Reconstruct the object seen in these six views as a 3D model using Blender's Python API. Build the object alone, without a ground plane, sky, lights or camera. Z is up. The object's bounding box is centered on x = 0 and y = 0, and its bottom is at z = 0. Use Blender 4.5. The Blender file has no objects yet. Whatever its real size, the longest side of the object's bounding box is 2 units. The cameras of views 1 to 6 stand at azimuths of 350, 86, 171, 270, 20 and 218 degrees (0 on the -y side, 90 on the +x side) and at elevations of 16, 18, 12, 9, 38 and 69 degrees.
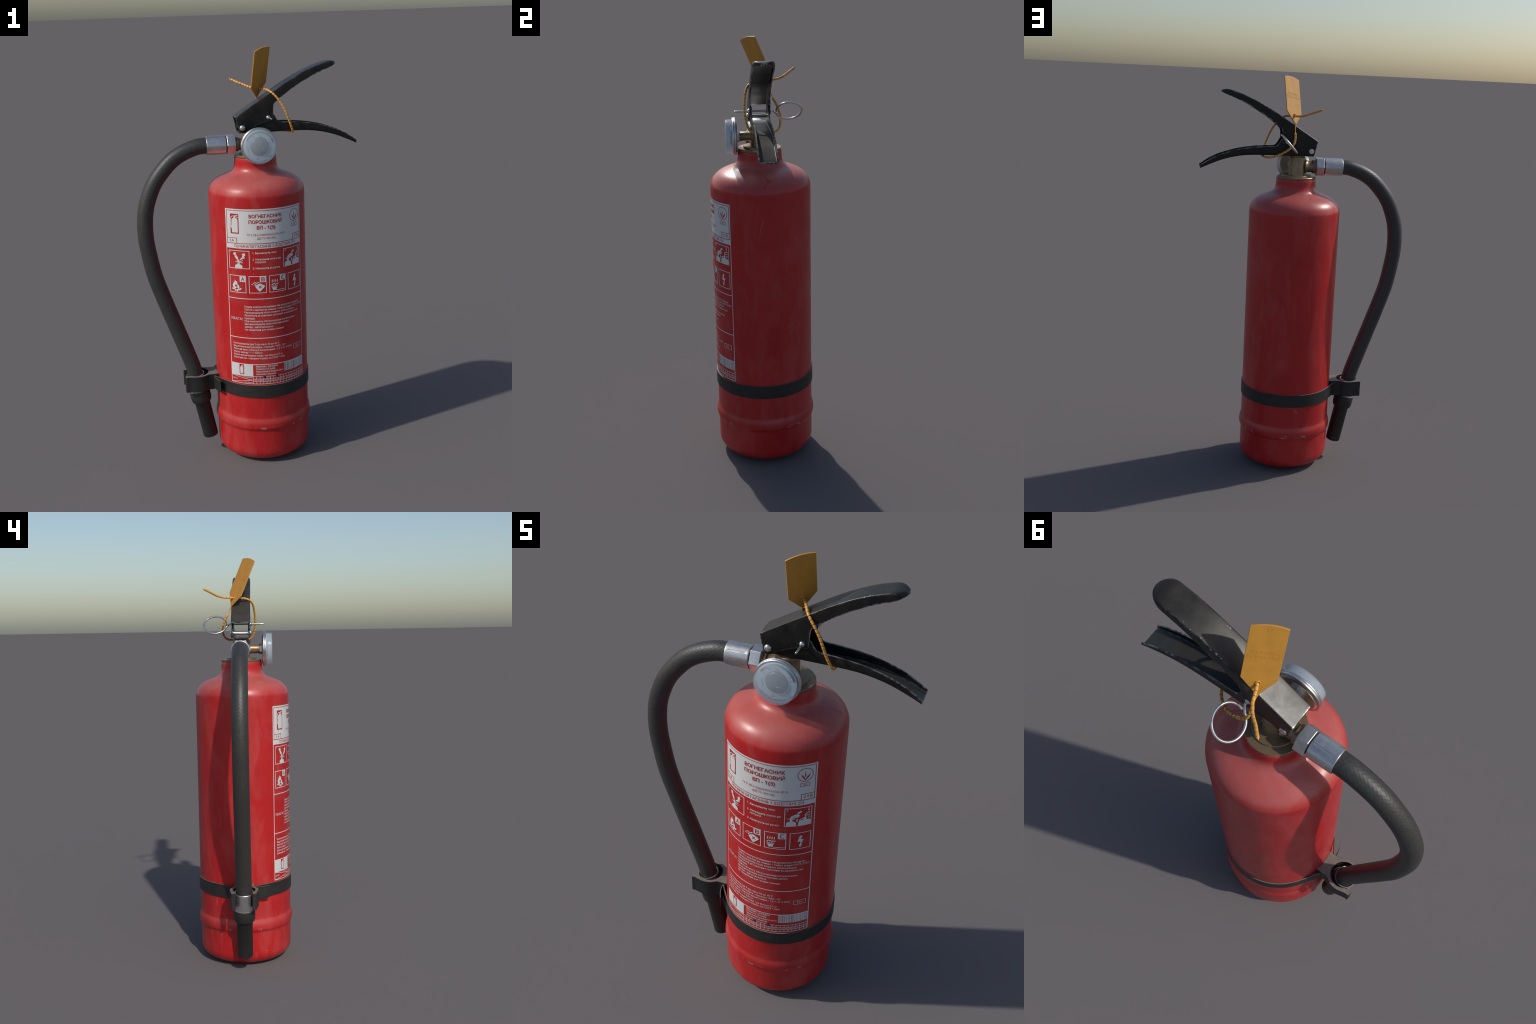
# Powder fire extinguisher: red cylinder, printed label, brass valve, black levers,
# pressure gauge, braided hose with nozzle, strap with hose clip, pull pin and seal tag.
import bpy, bmesh, math, random
from math import sin, cos, pi, radians, sqrt, atan2, hypot
from mathutils import Vector, Matrix

random.seed(7)
AX = 0.0455          # the cylinder's axis stands at x = AX, y = 0
R = 0.2295           # radius of the cylinder

# ------------------------------------------------------------------ materials
class NT:
    """short hand for building node trees"""
    def __init__(self, name):
        self.m = bpy.data.materials.new(name)
        self.m.use_nodes = True
        self.t = self.m.node_tree
        self.t.nodes.clear()
        self.out = self.t.nodes.new("ShaderNodeOutputMaterial")
        self.obj = self.t.nodes.new("ShaderNodeTexCoord").outputs["Object"]
        self.geo = self.t.nodes.new("ShaderNodeNewGeometry")

    def node(self, kind, **sockets):
        n = self.t.nodes.new(kind)
        for k, v in sockets.items():
            self.put(n.inputs[k.replace("_", " ")], v)
        return n

    def put(self, sock, v):
        if isinstance(v, bpy.types.NodeSocket):
            self.t.links.new(v, sock)
        else:
            if sock.type == "RGBA" and len(v) == 3:
                v = (*v, 1)
            sock.default_value = v

    def mapping(self, scale=(1, 1, 1), rot=(0, 0, 0), loc=(0, 0, 0)):
        n = self.node("ShaderNodeMapping", Vector=self.obj)
        n.inputs["Scale"].default_value = scale
        n.inputs["Rotation"].default_value = rot
        n.inputs["Location"].default_value = loc
        return n.outputs[0]

    def noise(self, scale, detail=4, rough=0.55, vec=None, dist=0.0):
        n = self.node("ShaderNodeTexNoise", Vector=vec or self.obj, Scale=scale, Detail=detail, Roughness=rough, Distortion=dist)
        return n.outputs["Fac"]

    def math(self, op, a, b=0.0, clamp=False):
        n = self.t.nodes.new("ShaderNodeMath")
        n.operation, n.use_clamp = op, clamp
        self.put(n.inputs[0], a)
        self.put(n.inputs[1], b)
        return n.outputs[0]

    def ramp(self, fac, lo, hi, a=0.0, b=1.0):
        n = self.t.nodes.new("ShaderNodeMapRange")
        n.clamp = True
        for i, v in enumerate((fac, lo, hi, a, b)):
            self.put(n.inputs[i], v)
        return n.outputs[0]

    def mix(self, fac, a, b):
        n = self.t.nodes.new("ShaderNodeMix")
        n.data_type = "RGBA"
        self.put(n.inputs[0], fac)
        self.put(n.inputs[6], a)
        self.put(n.inputs[7], b)
        return n.outputs[2]

    def mixf(self, fac, a, b):
        n = self.t.nodes.new("ShaderNodeMix")
        self.put(n.inputs[0], fac)
        self.put(n.inputs[2], a)
        self.put(n.inputs[3], b)
        return n.outputs[0]

    def xyz(self, vec):
        return self.node("ShaderNodeSeparateXYZ", Vector=vec).outputs

    def bump(self, height, strength=0.2, distance=0.002):
        return self.node("ShaderNodeBump", Height=height, Strength=strength, Distance=distance).outputs[0]

    def edge(self, radius, lo=0.02, hi=0.12):
        """1 near a sharp edge, 0 away from it"""
        b = self.t.nodes.new("ShaderNodeBevel")
        b.samples = 6
        b.inputs["Radius"].default_value = radius
        d = self.t.nodes.new("ShaderNodeVectorMath")
        d.operation = "DOT_PRODUCT"
        self.t.links.new(b.outputs[0], d.inputs[0])
        self.t.links.new(self.geo.outputs["Normal"], d.inputs[1])
        return self.ramp(self.math("SUBTRACT", 1.0, d.outputs["Value"]), lo, hi)

    def principled(self, **s):
        p = self.node("ShaderNodeBsdfPrincipled", **s)
        self.t.links.new(p.outputs[0], self.out.inputs[0])
        return p


def scratches(m, scale=9.0, width=0.0022, rot=(0.4, 0.3, 0.2), cut=0.56):
    """thin curved hair lines: level lines of a stretched noise, kept in places"""
    v = m.mapping((1, 1, 0.45), rot)
    n = m.noise(scale, 1.0, 0.4, v)
    line = m.ramp(m.math("ABSOLUTE", m.math("SUBTRACT", n, 0.5)), 0.0, width, 1.0, 0.0)
    keep = m.ramp(m.noise(scale * 0.7, 2, 0.5, m.mapping(loc=(3, 1, 2))), cut, cut + 0.06)
    return m.math("MULTIPLY", line, keep)


def mat_red_paint(name="red_paint", chips=True):
    m = NT(name)
    base = m.mix(m.ramp(m.noise(5.5, 4), 0.35, 0.7), (0.415, 0.0100, 0.0115), (0.465, 0.0150, 0.0160))
    smear = m.ramp(m.noise(7.0, 6, 0.62, m.mapping((1.6, 1.6, 0.55), (0.5, 0.35, 0.0)), 0.7), 0.47, 0.68)
    base = m.mix(m.math("MULTIPLY", smear, 0.20), base, (0.52, 0.15, 0.14))
    hair = scratches(m)
    base = m.mix(m.math("MULTIPLY", hair, 0.22), base, (0.6, 0.25, 0.24))
    # pale dust on upward faces of the shoulder and bead
    up = m.ramp(m.xyz(m.geo.outputs["Normal"])[2], 0.12, 0.75)
    tint = m.math("MULTIPLY", up, m.ramp(m.noise(12, 5, 0.65, m.mapping(loc=(0, 7, 0))), 0.25, 0.65, 0.17, 0.25))
    # hair scratches wiped through the dust
    wipe = scratches(m, 5.0, 0.0035, (0.2, 0.9, 0.5), 0.50)
    tint = m.math("MULTIPLY", tint, m.math("SUBTRACT", 1.0, m.math("MULTIPLY", wipe, 0.75)))
    base = m.mix(tint, base, (0.46, 0.37, 0.31))
    rough = m.ramp(m.noise(10, 6, 0.65), 0.3, 0.75, 0.33, 0.43)
    if chips:
        z = m.xyz(m.obj)[2]
        band = m.math("MULTIPLY", m.ramp(z, 0.186, 0.192), m.ramp(z, 0.203, 0.210, 1, 0))
        # knocks round the bead: where they sit (degrees from the front) and how wide they are
        turn = m.math("MULTIPLY", m.math("ARCTAN2", m.math("SUBTRACT", m.xyz(m.obj)[0], AX), m.math("MULTIPLY", m.xyz(m.obj)[1], -1.0)), 180 / pi)
        clump = 0.0
        for at, wide in ((-20, 3), (-11, 6), (2, 2), (29, 5), (41, 6), (63, 3), (116, 5), (126, 6), (172, 9), (-165, 6), (-108, 3), (-72, 3)):
            near = m.ramp(m.math("ABSOLUTE", m.math("SUBTRACT", turn, float(at))), wide * 0.4, float(wide), 1.0, 0.0)
            clump = m.math("MAXIMUM", clump, near)
        grain = m.math("ADD", m.noise(95, 3, 0.6), m.math("MULTIPLY", m.math("SUBTRACT", clump, 1.0), 0.12))
        grain = m.ramp(grain, 0.510, 0.55)
        chip = m.math("MULTIPLY", m.math("MULTIPLY", band, clump), m.math("MULTIPLY", grain, 0.7))
        speck = m.ramp(m.noise(70, 1, 0.4, m.mapping(loc=(9, 4, 1))), 0.775, 0.79)
        low = m.math("MULTIPLY", m.ramp(z, 0.10, 0.3, 1.0, 0.35), speck)
        base = m.mix(m.math("MULTIPLY", low, 0.4), base, (0.5, 0.3, 0.28))
        base = m.mix(chip, base, (0.34, 0.30, 0.30))
    p = m.principled(Base_Color=base, Roughness=rough)
    p.inputs["Coat Weight"].default_value = 0.0
    p.inputs["Coat Roughness"].default_value = 0.18
    m.put(p.inputs["Normal"], m.bump(m.noise(240, 2), 0.03, 0.0006))
    return m.m


def mat_print(name, col, wear=0.35):
    m = NT(name)
    n = m.ramp(m.noise(22, 6, 0.65), 0.35, 0.75)
    dark = tuple(c * 0.86 for c in col)
    base = m.mix(m.math("MULTIPLY", n, wear), col, dark)
    m.principled(Base_Color=base, Roughness=m.ramp(n, 0, 1, 0.34, 0.5))
    return m.m


def mat_black_steel(name, chip_amount=1.0, edge_radius=0.0070):
    m = NT(name)
    cloud = m.ramp(m.noise(16, 6, 0.65, m.mapping(loc=(2, 0, 1)), 0.4), 0.40, 0.70)
    base = m.mix(cloud, (0.0065, 0.0065, 0.0065), (0.022, 0.0195, 0.0165))
    x, _, z = m.xyz(m.obj)
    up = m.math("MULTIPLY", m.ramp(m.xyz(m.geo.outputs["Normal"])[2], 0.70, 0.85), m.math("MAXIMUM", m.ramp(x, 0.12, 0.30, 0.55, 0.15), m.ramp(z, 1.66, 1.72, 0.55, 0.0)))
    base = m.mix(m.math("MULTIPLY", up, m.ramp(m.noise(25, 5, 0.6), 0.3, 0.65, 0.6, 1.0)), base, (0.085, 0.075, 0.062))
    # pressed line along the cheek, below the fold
    off = m.math("ABSOLUTE", m.math("ADD", m.math("MULTIPLY", m.math("ADD", x, 0.0437), -0.559), m.math("MULTIPLY", m.math("SUBTRACT", z, 1.6678), 0.829)))
    seam = m.math("MULTIPLY", m.ramp(off, 0.0005, 0.0012, 0.8, 0.0), m.math("MULTIPLY", m.ramp(x, 0.05, 0.075, 1.0, 0.0), m.ramp(m.noise(40, 3), 0.35, 0.5)))
    base = m.mix(seam, base, (0.002, 0.002, 0.002))
    rough = m.mixf(cloud, 0.34, 0.42)
    e = m.edge(edge_radius, 0.012, 0.07)
    g = m.ramp(m.noise(70, 5, 0.7, m.mapping((0.45, 1, 1), (0, 0.5, 0))), 0.45, 0.53)
    zone = m.math("MULTIPLY", m.ramp(m.noise(14, 2), 0.37, 0.48), m.math("MAXIMUM", m.ramp(x, 0.126, 0.134), m.ramp(x, -0.040, -0.030, 1.0, 0.12)))
    chip = m.math("MULTIPLY", m.math("MULTIPLY", e, g), m.math("MULTIPLY", zone, chip_amount), True)
    speck = m.ramp(m.noise(120, 2, 0.5, m.mapping(loc=(4, 4, 0))), 0.76, 0.78, 0, 0.5 * chip_amount)
    # knocks along the fold of the long lever
    y = m.math("ABSOLUTE", m.xyz(m.obj)[1])
    fold = m.math("MULTIPLY", m.math("MULTIPLY", m.ramp(y, 0.0365, 0.0385), m.ramp(m.xyz(m.geo.outputs["Normal"])[2], 0.25, 0.4)), m.math("MULTIPLY", m.ramp(x, 0.17, 0.19), m.ramp(z, 1.74, 1.76)))
    fold = m.math("MULTIPLY", fold, m.ramp(m.noise(75, 3, 0.6, m.mapping(loc=(5, 1, 3))), 0.64, 0.67))
    chip = m.math("MAXIMUM", m.math("MAXIMUM", chip, speck), fold)
    base = m.mix(chip, base, (0.42, 0.43, 0.45))
    p = m.principled(Base_Color=base, Roughness=m.mixf(chip, rough, 0.35), Metallic=m.math("MULTIPLY", chip, 0.75))
    p.inputs["Specular IOR Level"].default_value = 0.33
    return m.m


def mat_chrome(name="plated_steel", col=(0.60, 0.595, 0.59), rough=0.34):
    m = NT(name)
    n = m.noise(60, 6, 0.65)
    base = m.mix(m.ramp(n, 0.4, 0.7), col, tuple(c * 0.84 for c in col))
    m.principled(Base_Color=base, Metallic=0.92, Roughness=m.ramp(m.noise(35, 5, 0.6), 0.35, 0.7, rough, rough + 0.10))
    return m.m


def mat_brass():
    m = NT("aged_brass")
    n = m.ramp(m.noise(28, 6, 0.65, None, 0.5), 0.35, 0.7)
    base = m.mix(n, (0.34, 0.245, 0.148), (0.225, 0.155, 0.092))
    spot = m.ramp(m.noise(130, 3), 0.62, 0.7, 0, 0.5)
    base = m.mix(spot, base, (0.16, 0.11, 0.07))
    m.principled(Base_Color=base, Metallic=0.65, Roughness=m.mixf(n, 0.36, 0.5))
    return m.m


def mat_rubber():
    m = NT("braided_rubber")
    n = m.ramp(m.noise(120, 4, 0.6), 0.35, 0.7)
    base = m.mix(n, (0.030, 0.029, 0.0275), (0.046, 0.0445, 0.041))
    p = m.principled(Base_Color=base, Roughness=m.mixf(n, 0.45, 0.54))
    return m.m


def mat_plastic(name="black_plastic"):
    m = NT(name)
    n = m.ramp(m.noise(45, 6, 0.7), 0.35, 0.72)
    base = m.mix(n, (0.0125, 0.0125, 0.0122), (0.024, 0.023, 0.0215))
    # grey-brown dust on the flat, upward faces
    up = m.ramp(m.xyz(m.geo.outputs["Normal"])[2], 0.86, 0.96)
    grain = m.ramp(m.noise(60, 5, 0.7), 0.3, 0.6, 0.7, 1.0)
    base = m.mix(m.math("MULTIPLY", up, grain), base, (0.190, 0.163, 0.138))
    p = m.principled(Base_Color=base, Roughness=0.55)
    m.put(p.inputs["Normal"], m.bump(m.noise(320, 2), 0.12, 0.001))
    return m.m


def mat_orange(name, col, rough=0.42):
    m = NT(name)
    n = m.ramp(m.noise(30, 5), 0.35, 0.7)
    base = m.mix(n, col, tuple(c * 0.88 for c in col))
    p = m.principled(Base_Color=base, Roughness=rough)
    p.inputs["Subsurface Weight"].default_value = 0.0
    return m.m


def mat_lens():
    m = NT("clear_lens")
    t = m.node("ShaderNodeBsdfTransparent", Color=(0.93, 0.96, 0.98))
    p = m.node("ShaderNodeBsdfPrincipled", Base_Color=(0.62, 0.69, 0.76), Roughness=m.ramp(m.noise(40, 4), 0.3, 0.7, 0.22, 0.34))
    veil = m.ramp(m.noise(18, 5, 0.6), 0.3, 0.7, 0.22, 0.30)
    s = m.node("ShaderNodeMixShader", Fac=veil)
    m.t.links.new(t.outputs[0], s.inputs[1])
    m.t.links.new(p.outputs[0], s.inputs[2])
    m.t.links.new(s.outputs[0], m.out.inputs[0])
    return m.m


def mat_plain(name, col, rough=0.45, metal=0.0):
    m = NT(name)
    n = m.ramp(m.noise(50, 4), 0.35, 0.7)
    m.principled(Base_Color=m.mix(n, col, tuple(c * 0.9 for c in col)), Roughness=rough, Metallic=metal)
    return m.m


RED = mat_red_paint()
RED_INK = mat_print("red_ink", (0.40, 0.014, 0.016), 0.25)
WHITE_INK = mat_print("white_ink", (0.63, 0.63, 0.62), 0.3)
PEN = mat_plain("blue_pen", (0.02, 0.022, 0.09))
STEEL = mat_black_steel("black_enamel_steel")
CHROME = mat_chrome()
BRIGHT = mat_chrome("bright_steel", (0.66, 0.655, 0.65), 0.28)
GAUGE_METAL = mat_chrome("gauge_steel", (0.64, 0.64, 0.64), 0.30)
BRASS = mat_brass()
RUBBER = mat_rubber()
PLASTIC = mat_plastic()
TAG = mat_orange("orange_plastic", (0.60, 0.282, 0.040))
STRAP = mat_orange("orange_cord", (0.74, 0.355, 0.062), 0.4)
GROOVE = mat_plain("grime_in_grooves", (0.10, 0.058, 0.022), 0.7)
LENS = mat_lens()
DIAL = mat_plain("dial_white", (0.72, 0.74, 0.76))
HUB = mat_plain("dial_hub_grey", (0.20, 0.20, 0.19), 0.4, 0.3)
GREEN = mat_plain("dial_green", (0.02, 0.30, 0.10))
DIAL_RED = mat_plain("dial_red", (0.36, 0.035, 0.06))
INK = mat_plain("dial_ink", (0.06, 0.06, 0.07))
GOLD = mat_plain("needle_yellow", (0.72, 0.48, 0.03))

# ------------------------------------------------------------------ object helpers
coll = bpy.context.scene.collection


def empty(name, parent=None, loc=(0, 0, 0)):
    o = bpy.data.objects.new(name, None)
    o.empty_display_size = 0.05
    o.location = loc
    o.parent = parent
    coll.objects.link(o)
    return o


def new_obj(name, bm, mats, parent, smooth=40, bevel=0.0, segs=2, recalc=True):
    if recalc:
        bmesh.ops.recalc_face_normals(bm, faces=bm.faces)
    me = bpy.data.meshes.new(name)
    bm.to_mesh(me)
    bm.free()
    for x in mats if isinstance(mats, (list, tuple)) else [mats]:
        me.materials.append(x)
    me.polygons.foreach_set("use_smooth", [True] * len(me.polygons))
    if smooth is not None:
        me.set_sharp_from_angle(angle=radians(smooth))
    o = bpy.data.objects.new(name, me)
    coll.objects.link(o)
    o.parent = parent
    if bevel:
        b = o.modifiers.new("rounded_edges", "BEVEL")
        b.width, b.segments, b.limit_method, b.angle_limit = bevel, segs, "ANGLE", radians(35)
        b.harden_normals = True
    return o


def arc(cx, cy, r, a0, a1, n):
    return [(cx + r * cos(radians(a0 + (a1 - a0) * i / n)), cy + r * sin(radians(a0 + (a1 - a0) * i / n))) for i in range(n + 1)]


def smooth_path(pts, per=8):
    """Catmull-Rom through points of any dimension"""
    pts = [Vector(p) for p in pts]
    P = [pts[0] * 2 - pts[1]] + pts + [pts[-1] * 2 - pts[-2]]
    out = []
    for i in range(1, len(P) - 2):
        for k in range(per):
            t = k / per
            a, b, c, d = P[i - 1], P[i], P[i + 1], P[i + 2]
            out.append(0.5 * ((2 * b) + (c - a) * t + (2 * a - 5 * b + 4 * c - d) * t * t + (3 * b - a - 3 * c + d) * t ** 3))
    out.append(P[-2])
    return out


def resample(path, step):
    d = [0.0]
    for a, b in zip(path[:-1], path[1:]):
        d.append(d[-1] + (b - a).length)
    n = max(2, int(round(d[-1] / step)))
    out, j = [], 0
    for i in range(n + 1):
        s = d[-1] * i / n
        while j < len(d) - 2 and d[j + 1] < s:
            j += 1
        t = (s - d[j]) / max(1e-9, d[j + 1] - d[j])
        out.append(path[j].lerp(path[j + 1], min(1, max(0, t))))
    return out, d[-1]


def revolve_bm(bm, prof, n, to, mat=0, closed=False):
    """turn a profile of (radius, height) round an axis; to(x, y, h) places the point"""
    rings = []
    for r, h in prof:
        if r < 1e-6:
            rings.append([bm.verts.new(to(0, 0, h))])
        else:
            rings.append([bm.verts.new(to(r * cos(2 * pi * k / n), r * sin(2 * pi * k / n), h)) for k in range(n)])
    pairs = list(zip(rings[:-1], rings[1:])) + ([(rings[-1], rings[0])] if closed else [])
    for a, b in pairs:
        for k in range(n):
            k2 = (k + 1) % n
            if len(a) == 1 and len(b) == 1:
                continue
            if len(a) == 1:
                f = bm.faces.new((a[0], b[k], b[k2]))
            elif len(b) == 1:
                f = bm.faces.new((a[k], b[0], a[k2]))
            else:
                f = bm.faces.new((a[k], b[k], b[k2], a[k2]))
            f.material_index = mat
    return bm


def along_z(cx, cy):
    return lambda x, y, h: (cx + x, cy + y, h)


def along_y(cx, cz):
    return lambda x, y, h: (cx + x, h, cz + y)


def along_x(cy, cz):
    return lambda x, y, h: (h, cy + x, cz + y)


def along(p, d):
    d = Vector(d).normalized()
    u = d.orthogonal().normalized()
    v = d.cross(u)
    p = Vector(p)
    return lambda x, y, h: p + u * x + v * y + d * h


def revolve(name, prof, n, to, mat, parent, smooth=40, bevel=0.0, closed=False):
    return new_obj(name, revolve_bm(bmesh.new(), prof, n, to, 0, closed), mat, parent, smooth, bevel)


def tube_bm(bm, path, radius, n=16, mat=None, cap=True, up=None, relief=None):
    """sweep a circle along a path; radius(i) and relief(i, k) give the size"""
    N = len(path)
    tang = [(path[min(i + 1, N - 1)] - path[max(i - 1, 0)]).normalized() for i in range(N)]
    u = (up or tang[0].orthogonal()).normalized()
    rings = []
    for i in range(N):
        u = (u - tang[i] * u.dot(tang[i])).normalized()
        v = tang[i].cross(u)
        ring = []
        for k in range(n):
            a = 2 * pi * k / n
            r = (radius(i) if callable(radius) else radius) + (relief(i, k) if relief else 0)
            ring.append(bm.verts.new(path[i] + (u * cos(a) + v * sin(a)) * r))
        rings.append(ring)
    for i in range(N - 1):
        for k in range(n):
            k2 = (k + 1) % n
            f = bm.faces.new((rings[i][k], rings[i + 1][k], rings[i + 1][k2], rings[i][k2]))
            if mat:
                f.material_index = mat(i)
    if cap:
        bm.faces.new(rings[0][::-1])
        bm.faces.new(rings[-1])
    return bm


def prism_bm(bm, outline, to, h0, h1, mat=0):
    a = [bm.verts.new(to(x, y, h0)) for x, y in outline]
    b = [bm.verts.new(to(x, y, h1)) for x, y in outline]
    n = len(outline)
    fs = [bm.faces.new(a[::-1]), bm.faces.new(b)]
    fs += [bm.faces.new((a[i], a[(i + 1) % n], b[(i + 1) % n], b[i])) for i in range(n)]
    for f in fs:
        f.material_index = mat
    return bm


def box_bm(bm, lo, hi):
    return prism_bm(bm, [(lo[0], lo[1]), (hi[0], lo[1]), (hi[0], hi[1]), (lo[0], hi[1])], lambda x, y, h: (x, y, h), lo[2], hi[2])


# ------------------------------------------------------------------ the thing
root = empty("fire_extinguisher")
root["label"] = "red powder fire extinguisher with gauge, hose and printed label"
root["category"] = "fire extinguisher"

# ------------------------------------------------------------------ cylinder
RC, ZC = 0.060, 0.0702                         # rounded knuckle above a shallow dished bottom
prof = [(0.0, 0.0), (0.05, 0.0006), (0.10, 0.0030), (0.135, 0.0060), (0.158, 0.0088)]
prof += [(R - RC + RC * sin(radians(a)), ZC - RC * cos(radians(a))) for a in range(10, 91, 5)]
prof += [(R, z) for z in (0.10, 0.130, 0.155)]
bead = [(R + 0.0001, 0.1740), (R + 0.0004, 0.1790), (R + 0.0015, 0.1825), (R + 0.0038, 0.1855), (R + 0.0064, 0.1890), (R + 0.0083, 0.1940), (R + 0.0091, 0.2000), (R + 0.0091, 0.2070),
        (R + 0.0084, 0.2150), (R + 0.0071, 0.2230), (R + 0.0050, 0.2310), (R + 0.0028, 0.2380), (R + 0.0010, 0.2440), (R + 0.0001, 0.2490)]
prof += bead
prof += [(R, z) for z in (0.27, 0.36, 0.45, 0.55, 0.65, 0.75, 0.85, 0.95, 1.05, 1.15, 1.25, 1.30, 1.325)]
shoulder = [(R, 1.325), (0.2286, 1.343), (0.2242, 1.3572), (0.2178, 1.3705), (0.2080, 1.3830), (0.1945, 1.3950), (0.1775, 1.4052),
            (0.1580, 1.4135), (0.1390, 1.4205), (0.1235, 1.4270), (0.1130, 1.4350), (0.1060, 1.4445), (0.1020, 1.4555), (0.1004, 1.468), (0.1000, 1.480)]
prof += [(p.x, p.y) for p in smooth_path([Vector((a, b, 0)) for a, b in shoulder], 3)[1:]]
prof += [(0.1000, 1.4935), (0.0990, 1.4965), (0.0965, 1.4972), (0.088, 1.4972), (0.086, 1.494), (0.086, 1.470)]
body = revolve("cylinder", prof, 192, along_z(AX, 0), RED, root, smooth=45)

# ------------------------------------------------------------------ printed label (inks laid on the cylinder)
label = empty("printed_label", root)


def wrap(bm, lift, mirror=False):
    """bend flat artwork (s along the arc, z up) round the cylinder"""
    xs = [v.co.x for v in bm.verts]
    if not xs:
        return
    s = math.ceil(min(xs) / 0.008) * 0.008
    while s < max(xs):
        bmesh.ops.bisect_plane(bm, geom=bm.verts[:] + bm.edges[:] + bm.faces[:], plane_co=(s, 0, 0), plane_no=(1, 0, 0), dist=1e-6)
        s += 0.008
    rr = R + lift
    for v in bm.verts:
        a = v.co.x / 0.229
        v.co = (AX + rr * sin(a), -rr * cos(a), v.co.y)
    for f in bm.faces:
        f.normal_update()
        c = f.calc_center_median()
        if f.normal.dot(Vector((c.x - AX, c.y, 0))) < 0:
            f.normal_flip()


class Art:
    """flat artwork that collects polygons and text"""
    def __init__(self):
        self.bm = bmesh.new()

    def poly(self, pts):
        vs = [self.bm.verts.new((x, y, 0)) for x, y in pts]
        f = self.bm.faces.new(vs)
        bmesh.ops.triangulate(self.bm, faces=[f])

    def rect(self, x0, y0, x1, y1):
        self.poly([(x0, y0), (x1, y0), (x1, y1), (x0, y1)])

    def frame(self, x0, y0, x1, y1, w):
        self.rect(x0, y0, x1, y0 + w)
        self.rect(x0, y1 - w, x1, y1)
        self.rect(x0, y0 + w, x0 + w, y1 - w)
        self.rect(x1 - w, y0 + w, x1, y1 - w)

    def line(self, pts, w):
        for (x0, y0), (x1, y1) in zip(pts[:-1], pts[1:]):
            d = hypot(x1 - x0, y1 - y0)
            nx, ny = -(y1 - y0) / d * w / 2, (x1 - x0) / d * w / 2
            self.poly([(x0 + nx, y0 + ny), (x0 - nx, y0 - ny), (x1 - nx, y1 - ny), (x1 + nx, y1 + ny)])

    def disc(self, x, y, rx, ry=None, n=20, rot=0):
        ry = ry or rx
        c, s = cos(radians(rot)), sin(radians(rot))
        pts = [(rx * cos(2 * pi * k / n), ry * sin(2 * pi * k / n)) for k in range(n)]
        self.poly([(x + a * c - b * s, y + a * s + b * c) for a, b in pts])

    def ring(self, x, y, r0, r1, a0=0, a1=360, n=40):
        for k in range(n):
            t0, t1 = (radians(a0 + (a1 - a0) * j / n) for j in (k, k + 1))
            self.poly([(x + r0 * cos(t0), y + r0 * sin(t0)), (x + r1 * cos(t0), y + r1 * sin(t0)), (x + r1 * cos(t1), y + r1 * sin(t1)), (x + r0 * cos(t1), y + r0 * sin(t1))])

    def text(self, body, x0, y0, width=None, cap=0.01, bold=0.0, align="L", sx=None, rot=0.0):
        """text from the built-in font with its base line at y0; returns the x scale used"""
        m = text_mesh(body, bold)
        xs = [v.co.x for v in m.vertices]
        lo, hi = min(xs), max(xs)
        if sx is None:
            sx = width / (hi - lo) if width else cap / 0.728
        sy = cap / 0.728
        w = (hi - lo) * sx
        off = {"L": 0, "C": -w / 2, "R": -w}[align]
        c, s = cos(rot), sin(rot)
        n0 = len(self.bm.verts)
        self.bm.from_mesh(m)
        self.bm.verts.ensure_lookup_table()
        for v in self.bm.verts[n0:]:
            a, b = off + (v.co.x - lo) * sx, v.co.y * sy
            v.co = (x0 + a * c - b * s, y0 + a * s + b * c, 0)
        bpy.data.meshes.remove(m)
        return sx


def sans(s):
    """figures and latin letters in the sans face that also draws the cyrillic ones"""
    out = ""
    for ch in s:
        if ch.isascii() and ch.isdigit():
            ch = chr(0x1D7E2 + ord(ch) - 48)
        elif "A" <= ch <= "Z":
            ch = chr(0x1D5A0 + ord(ch) - 65)
        elif "a" <= ch <= "z":
            ch = chr(0x1D5BA + ord(ch) - 97)
        out += ch
    return out


def text_mesh(body, bold=0.0, extrude=0.0, res=2):
    body = sans(body)
    cu = bpy.data.curves.new("lettering", "FONT")
    cu.body, cu.offset, cu.extrude, cu.resolution_u = body, bold, extrude, res
    o = bpy.data.objects.new("lettering", cu)
    coll.objects.link(o)
    bpy.context.view_layer.update()
    m = bpy.data.meshes.new_from_object(o.evaluated_get(bpy.context.evaluated_depsgraph_get()))
    bpy.data.objects.remove(o)
    bpy.data.curves.remove(cu)
    return m


def art_obj(name, art, mat, lift):
    wrap(art.bm, lift)
    o = new_obj(name, art.bm, mat, label, smooth=None, recalc=False)
    o["kind"] = "stuff"
    return o


L0, L1 = -0.1998, 0.1962           # left and right edge of the label along the arc
Wl = 0.0034                        # width of its white rules

# white panels
w = Art()
w.rect(L0, 1.1035, L1, 1.2900)
art_obj("label_panel", w, WHITE_INK, 0.0005)

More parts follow.
